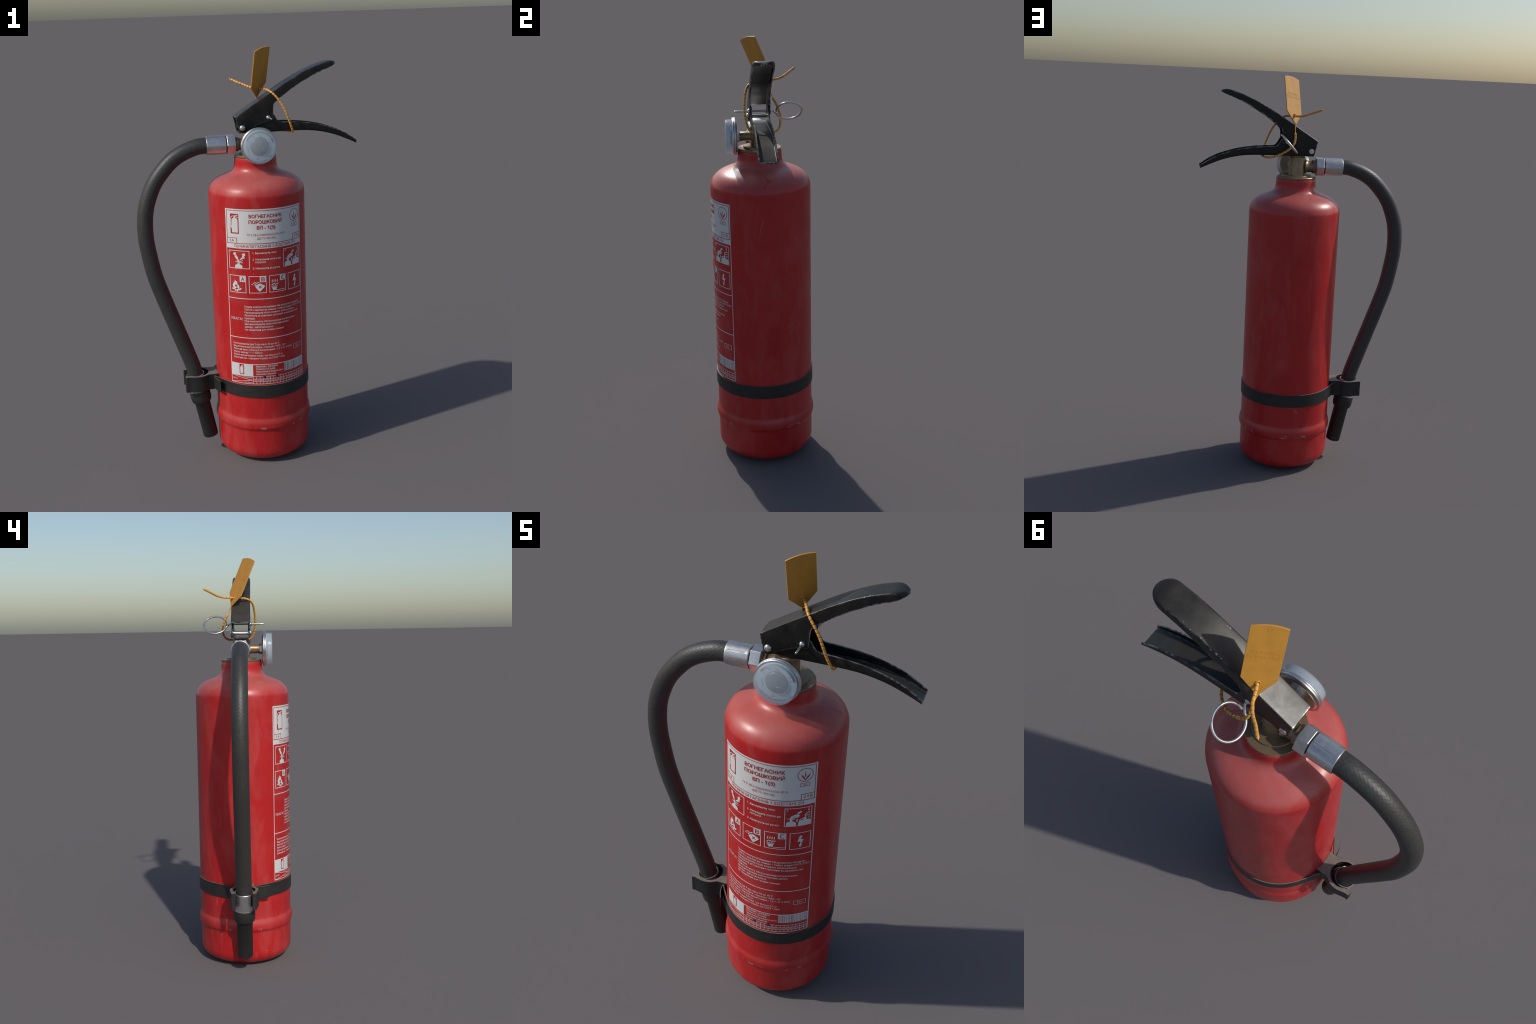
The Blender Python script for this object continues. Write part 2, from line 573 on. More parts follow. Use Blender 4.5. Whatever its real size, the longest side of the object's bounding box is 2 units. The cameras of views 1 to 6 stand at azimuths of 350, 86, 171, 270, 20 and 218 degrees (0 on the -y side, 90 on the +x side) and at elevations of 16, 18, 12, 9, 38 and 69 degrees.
# white rules, frames and small white fields
w = Art()
w.rect(L0, 0.4296, L0 + Wl, 1.1035)
w.rect(L1 - Wl, 0.4296, L1, 1.1035)
w.rect(L0, 0.4296, L1, 0.4296 + 0.0026)
for z in (0.8605, 0.6650, 0.5305):
    w.rect(L0 + Wl, z - 0.0018, L1 - Wl, z + 0.0018)
w.rect(L0 + Wl, 0.4700, -0.0843, 0.5287)
for x0, z0, x1, z1 in ((-0.1870, 1.0062, -0.0828, 1.0938), (0.0784, 1.0050, 0.1828, 1.0932), (-0.1872, 0.8885, -0.1034, 0.9736), (-0.0902, 0.8889, -0.0075, 0.9724),
                       (0.0053, 0.8895, 0.0888, 0.9727), (0.1016, 0.8888, 0.1846, 0.9716)):
    w.frame(x0, z0, x1, z1, 0.0029)
w.frame(0.1275, 0.5860, 0.1795, 0.6085, 0.0018)
art_obj("label_rule", w, WHITE_INK, 0.0007)

# date grid
w = Art()
gx0, gx1, zs = -0.0845, 0.1930, (0.4690, 0.4562, 0.4436, 0.4310)
for k in range(18):
    x = gx0 + (gx1 - gx0) * k / 17
    w.rect(x - 0.0010, zs[3], x + 0.0010, zs[0])
for z in zs[:3]:
    w.rect(gx0, z - 0.0010, gx1, z + 0.0010)
step = (gx1 - gx0) / 17
w.line([(-0.1950, 0.4685), (-0.0850, 0.4500)], 0.0022)
w.line([(-0.1950, 0.4330), (-0.0850, 0.4500)], 0.0022)
w.line([(-0.1950, 0.4690), (-0.0850, 0.4690)], 0.0016)
for k, s in enumerate(("18", "19", "20", "21", "22", "I", "II", "III", "IV", "V", "VI", "VII", "VIII", "IX", "X", "XI", "XII")):
    w.text(s, gx0 + step * (k + 0.5), 0.4465, cap=0.0062, align="C", sx=0.0072 if len(s) < 3 else 0.0055, bold=0.02)
w.text("ДАТА", -0.1915, 0.4478, 0.0250, 0.0080)
w.text("виготовлення", -0.1380, 0.4610, 0.0500, 0.0055)
w.text("Перевірки", -0.1290, 0.4352, 0.0420, 0.0055)
art_obj("label_date_table", w, WHITE_INK, 0.0008)

# bar code
w = Art()
w.frame(0.0690, 0.4850, 0.1925, 0.5290, 0.0018)
x = 0.0725
rb = random.Random(3)
while x < 0.1895:
    b = rb.choice((0.0011, 0.0016, 0.0030, 0.0046))
    w.rect(x, 0.4868, min(x + b, 0.1900), 0.5285)
    x += b + rb.choice((0.0010, 0.0013, 0.0018))
art_obj("label_bar_code", w, WHITE_INK, 0.0009)

# white lettering on the red ground
w = Art()
for s, x, z, wd in (("1. Висмикнути чеку", -0.0690, 1.0788, 0.1138), ("2. Направити сопло на", -0.0688, 1.0487, 0.1333), ("полум'я", -0.0560, 1.0355, 0.0470), ("3. Натиснути на ручку", -0.0688, 1.0058, 0.1295)):
    w.text(s, x, z, wd, 0.0088, 0.022)
w.text("УВАГА!", -0.1895, 0.7530, 0.0630, 0.0125)
para = ("Гасити електрообладнання під напругою тільки до", "1000 В з відстані не менше 1 метра згідно ГОСТ 27331", "Перезаряджати після кожного застосування.",
        "Запобігати дії сонячних променів та нагрівальних", "приладів.", "При технічному обслуговуванні вогнегасника", "використовувати взаємозамінні деталі", "заводу - виготовлювача.", "Не придатний для гасіння пожежі.")
sx = w.text(para[1], -0.1168, 0.8175 - 0.01430, 0.3030, 0.0086, 0.014)
for k, s in enumerate(para):
    if k != 1:
        w.text(s, -0.1168, 0.8175 - 0.01430 * k, cap=0.0086, bold=0.014, sx=sx)
para = ("Експлуатувати при Т від мінус 20 до 50 С", "Вид вогнегасної речовини - порошок \"АВС - 50\"", "Робочий тиск у корпусі вогнегасника - 1,5 +- 0,15 МПа",
        "Масса заряду - 1 +- 0,05 кг", "Масса вогнегасника повна - не більше 2,7 кг", "Робочий газ - стиснене повітря по ГОСТ 17433")
sx = w.text(para[2], -0.1802, 0.6304 - 0.01442 * 2, 0.2950, 0.0086, 0.014)
for k, s in enumerate(para):
    if k != 2:
        w.text(s, -0.1802, 0.6304 - 0.01442 * k, cap=0.0086, bold=0.014, sx=sx)
w.text("EN", 0.1535, 0.5930, 0.0190, 0.0085, align="C")
for k, s in enumerate(("Виробник:  StarligtCG", "freelance CG Artist", "https://www.artstation.com/", "alexander_shamiah")):
    w.text(s, -0.0695, 0.5170 - 0.0131 * k, cap=0.0085, bold=0.014, sx=0.0104)
art_obj("label_lettering", w, WHITE_INK, 0.0008)

# red lettering and marks on the white panel
r = Art()
iw = 0.0022
r.rect(L0 + 0.0060, 1.2816, L1 - 0.0060, 1.2838)
r.rect(L0 + 0.0060, 1.1280, L0 + 0.0060 + iw, 1.2816)
r.rect(L1 - 0.0060 - iw, 1.1280, L1 - 0.0060, 1.2816)
r.rect(L0 + 0.0035, 1.1265, L1 - 0.0035, 1.1292)
r.text("ВОГНЕГАСНИК", -0.0809, 1.2490, 0.1570, 0.0160, 0.026)
r.text("ПОРОШКОВИЙ", -0.0820, 1.2224, 0.1580, 0.0160, 0.026)
r.text("ВП - 1(3)", -0.0455, 1.1955, 0.0860, 0.0160, 0.026)
r.text("ТУ У 28.2-326094563-654-2019", -0.0934, 1.1648, 0.1824, 0.0095, 0.0)
r.text("(ДСТУ 365-98)", -0.0455, 1.1482, 0.0857, 0.0095, 0.0)
r.text("ПОЧИНАТИ ГАСIННЯ З ВIДСТАНI 2М", -0.1553, 1.1086, 0.3037, 0.0130, 0.0)
r.text("1А", -0.1800, 1.1350, 0.0240, 0.0120)
r.text("21В", 0.1460, 1.1370, 0.0350, 0.0120)
r.rect(L0 + 0.0082, 1.1520, -0.1410, 1.1542)
r.rect(-0.1432, 1.1292, -0.1410, 1.1520)
r.rect(0.1362, 1.1540, L1 - 0.0082, 1.1562)
r.rect(0.1362, 1.1292, 0.1384, 1.1540)
r.ring(0.1497, 1.2430, 0.0280, 0.0301)
for pts in ([(0.1495, 1.2185), (0.1385, 1.2330), (0.1318, 1.2470), (0.1450, 1.2350)], [(0.1495, 1.2190), (0.1545, 1.2330), (0.1700, 1.2480), (0.1620, 1.2310)],
            [(0.1490, 1.2330), (0.1470, 1.2400), (0.1492, 1.2620), (0.1514, 1.2400)], [(0.1480, 1.2260), (0.1495, 1.2150), (0.1510, 1.2260)]):
    r.poly(pts)
r.frame(0.1312, 1.1912, 0.1680, 1.2068, 0.0016)
r.text("60", 0.1496, 1.1952, 0.0130, 0.0075, align="C")
# red field of the extinguisher pictogram, twice
r.rect(-0.1718, 1.1740, -0.1300, 1.2672)
r.rect(-0.1530, 0.4772, -0.1298, 0.5290)
# letters of the fire classes are cut into white corners
red_letters = (("A", -0.1192, 0.9480), ("B", -0.0240, 0.9480), ("C", 0.0725, 0.9480))
for s, x, z in red_letters:
    r.text(s, x, z, 0.0160, 0.0190, 0.02, align="C")
art_obj("label_red_lettering", r, RED_INK, 0.0012)

# white pictograms
w = Art()


def extinguisher(a, x, z, k, hose=True):
    """side view of an extinguisher, k = height of its body"""
    a.poly([(x - 0.20 * k, z), (x + 0.20 * k, z), (x + 0.21 * k, z + 0.03 * k), (x + 0.21 * k, z + 0.83 * k), (x + 0.16 * k, z + 0.92 * k), (x + 0.06 * k, z + 0.96 * k),
            (x - 0.06 * k, z + 0.96 * k), (x - 0.16 * k, z + 0.92 * k), (x - 0.21 * k, z + 0.83 * k), (x - 0.21 * k, z + 0.03 * k)])
    a.rect(x - 0.05 * k, z + 0.96 * k, x + 0.05 * k, z + 1.05 * k)
    a.line([(x - 0.06 * k, z + 1.05 * k), (x + 0.06 * k, z + 1.10 * k), (x + 0.23 * k, z + 1.15 * k)], 0.05 * k)
    a.line([(x + 0.04 * k, z + 1.05 * k), (x + 0.15 * k, z + 1.02 * k), (x + 0.24 * k, z + 0.96 * k)], 0.045 * k)
    if hose:
        a.line([(x - 0.05 * k, z + 1.08 * k), (x - 0.18 * k, z + 1.06 * k), (x - 0.265 * k, z + 0.96 * k), (x - 0.27 * k, z + 0.45 * k)], 0.045 * k)
        a.line([(x - 0.245 * k, z + 0.45 * k), (x - 0.245 * k, z + 0.30 * k)], 0.075 * k)


extinguisher(w, -0.1492, 1.1790, 0.0725)
extinguisher(w, -0.1415, 0.4812, 0.0375, False)


def bottle(a, x, z, hw, h, neck):
    a.poly([(x - hw, z), (x + hw, z), (x + hw, z + h * 0.62), (x + hw * 0.75, z + h * 0.88), (x + neck, z + h), (x + neck, z + h * 1.3), (x - neck, z + h * 1.3), (x - neck, z + h), (x - hw * 0.75, z + h * 0.88), (x - hw, z + h * 0.62)])


# 1: two hands pull the pin
bottle(w, -0.1365, 1.0090, 0.0185, 0.0190, 0.0055)
w.line([(-0.1520, 1.0405), (-0.1365, 1.0370), (-0.1145, 1.0360)], 0.0030)
w.line([(-0.1460, 1.0440), (-0.1310, 1.0400), (-0.1150, 1.0475)], 0.0026)
w.disc(-0.1365, 1.0440, 0.0052)
w.poly([(-0.1640, 1.0800), (-0.1510, 1.0855), (-0.1455, 1.0755), (-0.1575, 1.0690)])
w.poly([(-0.1570, 1.0665), (-0.1470, 1.0720), (-0.1390, 1.0610), (-0.1360, 1.0500), (-0.1425, 1.0480), (-0.1500, 1.0560)])
w.poly([(-0.1195, 1.0770), (-0.1070, 1.0840), (-0.1010, 1.0730), (-0.1130, 1.0660)])
w.poly([(-0.1165, 1.0705), (-0.1050, 1.0660), (-0.1060, 1.0560), (-0.1180, 1.0530), (-0.1300, 1.0480), (-0.1275, 1.0545), (-0.1200, 1.0600)])
w.text("1", -0.1790, 1.0800, cap=0.0085, bold=0.02)
# 2: aim and squeeze
bottle(w, 0.1040, 1.0080, 0.0185, 0.0230, 0.0050)
bottle(w, 0.1560, 1.0080, 0.0255, 0.0270, 0.0060)
w.disc(0.1040, 1.0420, 0.0058)
w.line([(0.0880, 1.0440), (0.1040, 1.0430), (0.1180, 1.0410)], 0.0028)
w.poly([(0.0990, 1.0480), (0.1040, 1.0560), (0.1180, 1.0630), (0.1300, 1.0640), (0.1360, 1.0560), (0.1300, 1.0480), (0.1160, 1.0450)])
w.poly([(0.1240, 1.0690), (0.1310, 1.0640), (0.1440, 1.0730), (0.1380, 1.0800)])
w.poly([(0.1245, 1.0260), (0.1275, 1.0260), (0.1275, 1.0360), (0.1300, 1.0360), (0.1260, 1.0430), (0.1220, 1.0360), (0.1245, 1.0360)])
w.line([(0.1350, 1.0270), (0.1370, 1.0370), (0.1490, 1.0420), (0.1600, 1.0440)], 0.0040)
w.line([(0.1580, 1.0430), (0.1560, 1.0580), (0.1660, 1.0660), (0.1760, 1.0660)], 0.0042)
w.line([(0.1600, 1.0520), (0.1700, 1.0560), (0.1760, 1.0540)], 0.0034)
w.ring(0.1720, 1.0430, 0.0030, 0.0050, n=14)
w.poly([(0.1675, 1.0905), (0.1705, 1.0905), (0.1705, 1.0800), (0.1735, 1.0800), (0.1690, 1.0720), (0.1645, 1.0800), (0.1675, 1.0800)])
w.text("2", 0.0865, 1.0800, cap=0.0090, bold=0.02)
# fire classes A, B, C: white corner fields
for x1 in (-0.1034, -0.0075, 0.0888):
    w.rect(x1 - 0.0310, 0.9430, x1 - 0.0029, 0.9700)
# A: flames on logs
for pts in ([(-0.1690, 0.9130), (-0.1720, 0.9260), (-0.1650, 0.9370), (-0.1655, 0.9440), (-0.1605, 0.9390), (-0.1590, 0.9510), (-0.1520, 0.9420), (-0.1490, 0.9450), (-0.1455, 0.9340), (-0.1480, 0.9300), (-0.1400, 0.9260), (-0.1360, 0.9160), (-0.1390, 0.9080), (-0.1500, 0.9140), (-0.1600, 0.9060)],
            [(-0.1700, 0.9050), (-0.1480, 0.8960), (-0.1465, 0.9010), (-0.1680, 0.9090)], [(-0.1370, 0.9060), (-0.1580, 0.8950), (-0.1600, 0.9000), (-0.1390, 0.9100)]):
    w.poly(pts)
for x, z in ((-0.1705, 0.9075), (-0.1310, 0.9085), (-0.1465, 0.8975), (-0.1360, 0.9045)):
    w.disc(x, z, 0.0042)
# B: jerry can on its corner
w.poly([(-0.0600, 0.9260), (-0.0400, 0.9375), (-0.0180, 0.9270), (-0.0155, 0.9210), (-0.0370, 0.8985), (-0.0440, 0.8990), (-0.0600, 0.9200)])
w.line([(-0.0620, 0.9270), (-0.0590, 0.9340), (-0.0430, 0.9440)], 0.0040)
for k in range(3):
    w.line([(-0.0780 + 0.0060 * k, 0.9350 + 0.0050 * k), (-0.0700 + 0.0065 * k, 0.9290 + 0.0055 * k)], 0.0026)
# C: flames over a burner
w.poly([(0.0140, 0.9210), (0.0460, 0.9210), (0.0410, 0.9090), (0.0370, 0.9000), (0.0230, 0.9000), (0.0190, 0.9090)])
w.rect(0.0370, 0.8985, 0.0860, 0.9012)
for k in range(4):
    x = 0.0165 + 0.0085 * k
    w.poly([(x, 0.9400), (x + 0.0030, 0.9370), (x + 0.0050, 0.9450), (x + 0.0040, 0.9540), (x + 0.0010, 0.9480)])
    w.disc(x + 0.002, 0.9270 + 0.002 * (k % 2), 0.0030, n=8)
    w.disc(x + 0.006, 0.9310, 0.0022, n=8)
# electricity
w.poly([(0.1400, 0.9560), (0.1500, 0.9560), (0.1450, 0.9380), (0.1555, 0.9360), (0.1460, 0.9120), (0.1510, 0.9125), (0.1420, 0.8960), (0.1370, 0.9130), (0.1410, 0.9120), (0.1440, 0.9260), (0.1310, 0.9270)])
art_obj("label_pictogram", w, WHITE_INK, 0.0015)

# red strokes over white pictograms
r = Art()
r.line([(-0.0450, 0.9250), (-0.0310, 0.9150)], 0.0032)
r.line([(-0.0330, 0.9265), (-0.0430, 0.9135)], 0.0032)
for k in range(2):
    r.line([(0.0150, 0.9185 - 0.0035 * k), (0.0450, 0.9185 - 0.0035 * k)], 0.0012)
for k in range(3):
    r.line([(0.1150 + 0.004 * k, 1.0490), (0.1120 + 0.006 * k, 1.0560)], 0.0010)
    r.line([(-0.1165 + 0.004 * k, 1.0560), (-0.1130 + 0.004 * k, 1.0620)], 0.0010)
r.poly([(-0.1590, 0.9190), (-0.1560, 0.9300), (-0.1520, 0.9230), (-0.1490, 0.9290), (-0.1470, 0.9190), (-0.1520, 0.9160)])
art_obj("label_red_stroke", r, RED_INK, 0.0019)
r = Art()
for s, x, z in red_letters:
    r.text(s, x, z, 0.0165, 0.0190, 0.02, align="C")
art_obj("label_class_letter", r, RED_INK, 0.0020)
d = Art()
d.disc(-0.0301, 0.4665, 0.0070, 0.0074)
d.disc(0.0304, 0.4668, 0.0055, 0.0080)
art_obj("pen_mark", d, PEN, 0.0015)

# ------------------------------------------------------------------ brass neck and valve
neck = revolve("neck_flange", [(0.0, 1.494), (0.094, 1.494), (0.0975, 1.4985), (0.0987, 1.5005), (0.0987, 1.5065), (0.0972, 1.5085), (0.0745, 1.5092), (0.0738, 1.5105), (0.0738, 1.5155), (0.0725, 1.5170), (0.0, 1.5170)], 96, along_z(AX, 0), BRASS, root, smooth=35)
valve = revolve("valve_body", [(0.0, 1.515), (0.0435, 1.515), (0.0420, 1.5185), (0.0412, 1.524), (0.0412, 1.599), (0.0404, 1.604), (0.038, 1.6065), (0.036, 1.6075), (0.036, 1.6113), (0.0, 1.6113)], 72, along_z(0.0438, 0), BRASS, root, smooth=50)


VX, VZ = 0.0438, 1.5588
# outlet towards the hose (-x)
pf = [(0.0, 0.020), (0.036, 0.006), (0.0335, -0.001), (0.0308, -0.004), (0.0290, -0.010), (0.0285, -0.016), (0.0285, -0.0315), (0.0300, -0.0335), (0.0340, -0.0350), (0.0345, -0.0365), (0.0345, -0.0400), (0.0330, -0.0412), (0.0322, -0.0425), (0.0322, -0.0440), (0.0345, -0.0455), (0.0345, -0.0500), (0.0, -0.0500)]
revolve("outlet_tube", pf, 56, along_x(0, VZ), BRASS, valve, smooth=40)
# branch to the gauge (-y)
pf = [(0.0, -0.01), (0.031, -0.030), (0.0285, -0.036), (0.0245, -0.0405), (0.0222, -0.046), (0.0215, -0.052), (0.0215, -0.0885), (0.0205, -0.0900), (0.0, -0.0900)]
revolve("gauge_tube", pf, 48, along_y(AX, VZ), BRASS, valve, smooth=40)

# ------------------------------------------------------------------ pressure gauge
GX, GZ = 0.0452, 1.5600
case = revolve("pressure_gauge", [(0.0, -0.1030), (0.064, -0.1030), (0.066, -0.1020), (0.0705, -0.1020), (0.0725, -0.1045), (0.0790, -0.1065), (0.0828, -0.1062), (0.0848, -0.1075), (0.0852, -0.1095), (0.0852, -0.1128), (0.0842, -0.1142),
                                     (0.0826, -0.1148), (0.0824, -0.1153), (0.0840, -0.1162), (0.0844, -0.1175), (0.0838, -0.1205), (0.0818, -0.1222), (0.0790, -0.1222), (0.0778, -0.1210), (0.0778, -0.1180), (0.0, -0.1180)], 96, along_y(GX, GZ), GAUGE_METAL, root, smooth=40)
hexa = [(0.0268 * cos(radians(60 * k + 30)), 0.0268 * sin(radians(60 * k + 30))) for k in range(6)]
new_obj("gauge_nut", prism_bm(bmesh.new(), hexa, along_y(AX, VZ), -0.0895, -0.1035), CHROME, case, 30, 0.0016)
lens = [(0.0768, -0.1195), (0.0768, -0.1480), (0.0760, -0.1505), (0.0735, -0.1520), (0.0, -0.1523), (0.0, -0.1495), (0.0715, -0.1492), (0.0733, -0.1478), (0.0738, -0.1460), (0.0738, -0.1195)]
revolve("gauge_lens", lens, 96, along_y(GX, GZ), LENS, case, smooth=40, closed=True)
revolve("gauge_dial", [(0.0, -0.1178), (0.0735, -0.1178), (0.0735, -0.1238), (0.0, -0.1240)], 96, along_y(GX, GZ), DIAL, case, smooth=40)
revolve("dial_hub", [(0.0430, -0.1236), (0.0430, -0.1255), (0.0395, -0.1262), (0.0375, -0.1300), (0.0350, -0.1312), (0.0180, -0.1312), (0.0165, -0.1295), (0.0120, -0.1292), (0.0110, -0.1310), (0.0, -0.1314)], 64, along_y(GX, GZ), HUB, case, smooth=40)


def dial_art(name, art, mat, y, depth=0.0004):
    for v in art.bm.verts:
        v.co = (GX + v.co.x, y, GZ + v.co.y)
    for f in art.bm.faces:
        f.normal_update()
        if f.normal.y > 0:
            f.normal_flip()
    o = new_obj(name, art.bm, mat, case, smooth=None, recalc=False)
    return o


def up_angle(a):          # angle from straight up, clockwise, to the usual one
    return 90 - a


a = Art()
a.ring(0, 0, 0.0612, 0.0700, up_angle(-63), up_angle(-33), 12)
a.ring(0, 0, 0.0612, 0.0700, up_angle(55), up_angle(76), 10)
dial_art("dial_red_band", a, DIAL_RED, -0.1246)
a = Art()
a.ring(0, 0, 0.0612, 0.0700, up_angle(-32.5), up_angle(-7.5), 12)
a.ring(0, 0, 0.0612, 0.0700, up_angle(-6.5), up_angle(54.5), 24)
dial_art("dial_green_band", a, GREEN, -0.1246)
a = Art()
for s, an, rr in (("5", -61, 0.0515), ("10", -32, 0.0545), ("15", -5, 0.0545), ("18", 57, 0.0530), ("20", 76, 0.0525), ("bar", 190, 0.0585)):
    t = radians(up_angle(an))
    a.text(s, rr * cos(t), rr * sin(t) - 0.0025, cap=0.0055, align="C", bold=0.02)
for a0, a1, rr in ((-118, -84, 0.0545), (92, 140, 0.0515), (-140, -128, 0.0715), (-155, -143, 0.0705), (-170, -158, 0.070), (-210, -173, 0.0700), (-232, -218, 0.0690)):
    a.ring(0, 0, rr - 0.0008, rr + 0.0008, up_angle(a0), up_angle(a1), 10)
dial_art("dial_lettering", a, INK, -0.1246)
ndl = prism_bm(bmesh.new(), [(-0.0046, 0.042), (0.0046, 0.042), (0.0008, 0.0575), (-0.0020, 0.0575)], along_y(GX, GZ), -0.1256, -0.1266)
new_obj("needle", ndl, GOLD, case, 30)

# ------------------------------------------------------------------ hose, couplings and nozzle
hose_pts = [(-0.100, 1.5598), (-0.150, 1.5598), (-0.187, 1.5598), (-0.232, 1.5555), (-0.298, 1.5315), (-0.353, 1.4965), (-0.4045, 1.4425), (-0.4415, 1.3895), (-0.4690, 1.3260), (-0.4850, 1.2690), (-0.4918, 1.2100),
            (-0.4925, 1.1530), (-0.4868, 1.0900), (-0.4630, 0.9550), (-0.4255, 0.8330), (-0.3790, 0.6955), (-0.3450, 0.5955), (-0.3080, 0.4850), (-0.2950, 0.4350), (-0.2880, 0.3950), (-0.2830, 0.3700)]
path, length = resample(smooth_path([Vector((x, 0.0005, z)) for x, z in hose_pts], 10), 0.0019)
NSEG, STR, PITCH = 160, 18, 0.0320


def braid(i, k):
    s = length * i / (len(path) - 1)
    u, v = STR * k / NSEG, s / PITCH * 2.0
    p, q = (u + v) / 2.0, (u - v) / 2.0
    fp, fq = p % 1.0, q % 1.0
    over = (fp < 0.5) == (fq < 0.5)
    a, b = 1 - (4 * (fp % 0.5) - 1) ** 2, 1 - (4 * (fq % 0.5) - 1) ** 2
    if not over:
        a, b = b, a
    h = a * (0.45 + 0.55 * b) * (1.0 if over else 0.75)
    fade = 1.0 if s < 0.62 else max(0.22, 1 - (s - 0.62) / 0.35)
    return (h - 0.5) * 0.00048 * fade


hose = new_obj("hose", tube_bm(bmesh.new(), path, 0.0378, NSEG, up=Vector((0, 1, 0)), relief=braid), RUBBER, root, smooth=60)

# crimped sleeve at the valve: pressed dents run along it
bm = bmesh.new()
prof_x = [(-0.0950, 0.0300), (-0.0950, 0.0420), (-0.0958, 0.0434), (-0.0975, 0.0438)] + [(-0.0975 - 0.0865 * k / 40, 0.0438) for k in range(1, 41)] + [(-0.1855, 0.0436), (-0.1868, 0.0428), (-0.1872, 0.0412), (-0.1865, 0.0385), (-0.1840, 0.0370)]
rings, n = [], 144
for x, rr in prof_x:
    ring = []
    for k in range(n):
        an = 360 * k / n
        dent = 0.0
        if -0.1755 < x < -0.1035:
            t = min(1.0, (x + 0.1755) / 0.007, (-0.1035 - x) / 0.007)
            near = abs((an + 15) % 60 - 30)
            dent = -0.0013 * max(0.0, 1 - (near / 3.6) ** 2) * t + 0.0004 * max(0.0, 1 - ((near - 6) / 3) ** 2) * t
        ring.append(bm.verts.new((x, (rr + dent) * cos(radians(an)), 1.5595 + (rr + dent) * sin(radians(an)))))
    rings.append(ring)
for p, q in zip(rings[:-1], rings[1:]):
    for k in range(n):
        bm.faces.new((p[k], q[k], q[(k + 1) % n], p[(k + 1) % n]))
new_obj("crimp_sleeve", bm, CHROME, hose, smooth=50)
hexn = [(0.0502 * cos(radians(60 * k)), 0.0502 * sin(radians(60 * k))) for k in range(6)]
new_obj("hose_nut", prism_bm(bmesh.new(), hexn, along_x(0, 1.5590), -0.0500, -0.0905), CHROME, hose, 30, 0.0030, ).modifiers[0].segments = 3
revolve("nut_neck", [(0.0, -0.088), (0.0365, -0.088), (0.0365, -0.097), (0.0, -0.097)], 40, along_x(0, 1.5592), GROOVE, hose, smooth=40)

# nozzle end
A0, A1 = Vector((-0.2298, 0.0, 0.0830)), Vector((-0.2665, 0.0, 0.2760))
axis = (A1 - A0).normalized()
to = along(A0, axis)
noz = [(0.0, 0.020), (0.020, 0.018), (0.024, 0.004), (0.0265, 0.0005), (0.0330, 0.0), (0.0362, 0.0020), (0.0375, 0.0070), (0.0384, 0.1905), (0.0400, 0.1925), (0.0440, 0.1945), (0.0480, 0.2000), (0.0505, 0.2090), (0.0512, 0.2180), (0.0512, 0.2580), (0.0502, 0.2600), (0.0440, 0.2600), (0.0440, 0.240), (0.0, 0.240)]
revolve("nozzle", noz, 64, to, PLASTIC, hose, smooth=40)
fer = [(0.030, 0.250), (0.0462, 0.250), (0.0462, 0.3415), (0.0458, 0.3450), (0.0440, 0.3470), (0.0410, 0.3462), (0.0395, 0.3440), (0.0390, 0.335)]
revolve("nozzle_ferrule", fer, 72, to, CHROME, hose, smooth=40)

# ------------------------------------------------------------------ strap and hose clip
strap_path = []
RS = 0.2318
tang = 145.3
a0, a1 = radians(tang), radians(-tang)
strap_path.append((-0.2022, 0.0470))
strap_path.append((-0.176, 0.0865))
n = 150
for k in range(n + 1):
    an = a0 + (a1 - a0) * k / n
    strap_path.append((AX + RS * cos(an), RS * sin(an)))
strap_path.append((-0.176, -0.0865))
strap_path.append((-0.2022, -0.0470))


def ribbon_bm(bm, pts, z0, z1, t, taper=1.0):
    P = [Vector((x, y)) for x, y in pts]
    N = len(P)
    rows = []
    for i, p in enumerate(P):
        d = (P[min(i + 1, N - 1)] - P[max(i - 1, 0)]).normalized()
        nn = Vector((-d.y, d.x)) * (t / 2)
        rows.append([bm.verts.new((*(p + nn), z0)), bm.verts.new((*(p - nn), z0)), bm.verts.new((*(p - nn), z1)), bm.verts.new((*(p + nn), z1))])
    for r0, r1 in zip(rows[:-1], rows[1:]):
        for k in range(4):
            bm.faces.new((r0[k], r1[k], r1[(k + 1) % 4], r0[(k + 1) % 4]))
    bm.faces.new(rows[0][::-1])
    bm.faces.new(rows[-1])
    return bm


strap = new_obj("strap", ribbon_bm(bmesh.new(), strap_path, 0.3590, 0.4232, 0.0052), PLASTIC, root, 40, 0.0010)
tail = [(p.x, p.y) for p in smooth_path([Vector((-0.2048, -0.0465, 0)), Vector((-0.2030, -0.0650, 0)), Vector((-0.1985, -0.0850, 0)), Vector((-0.1920, -0.1040, 0)), Vector((-0.1832, -0.1222, 0))], 6)]
new_obj("strap_tail", ribbon_bm(bmesh.new(), tail, 0.3615, 0.4222, 0.0034), PLASTIC, strap, 40, 0.0006)

CX = -0.2825
side = [(-0.1790, 0.0470), (-0.2050, 0.0476), (-0.2276, 0.0480), (-0.2365, 0.0515), (-0.2460, 0.0580), (-0.2560, 0.0638), (-0.2680, 0.0675), (-0.2830, 0.0690), (-0.2970, 0.0680), (-0.3120, 0.0645), (-0.3250, 0.0615), (-0.3360, 0.0603), (-0.3420, 0.0612), (-0.3470, 0.0590), (-0.3485, 0.0420), (-0.3450, 0.0392), (-0.3330, 0.0410), (-0.3220, 0.0430)]
outer = [(p.x, p.y) for p in [Vector(q) for q in side]]
inner = arc(CX, 0, 0.0540, 128, 0, 22)
half = outer + inner
outline = half + [(x, -y) for x, y in half[::-1][1:]]
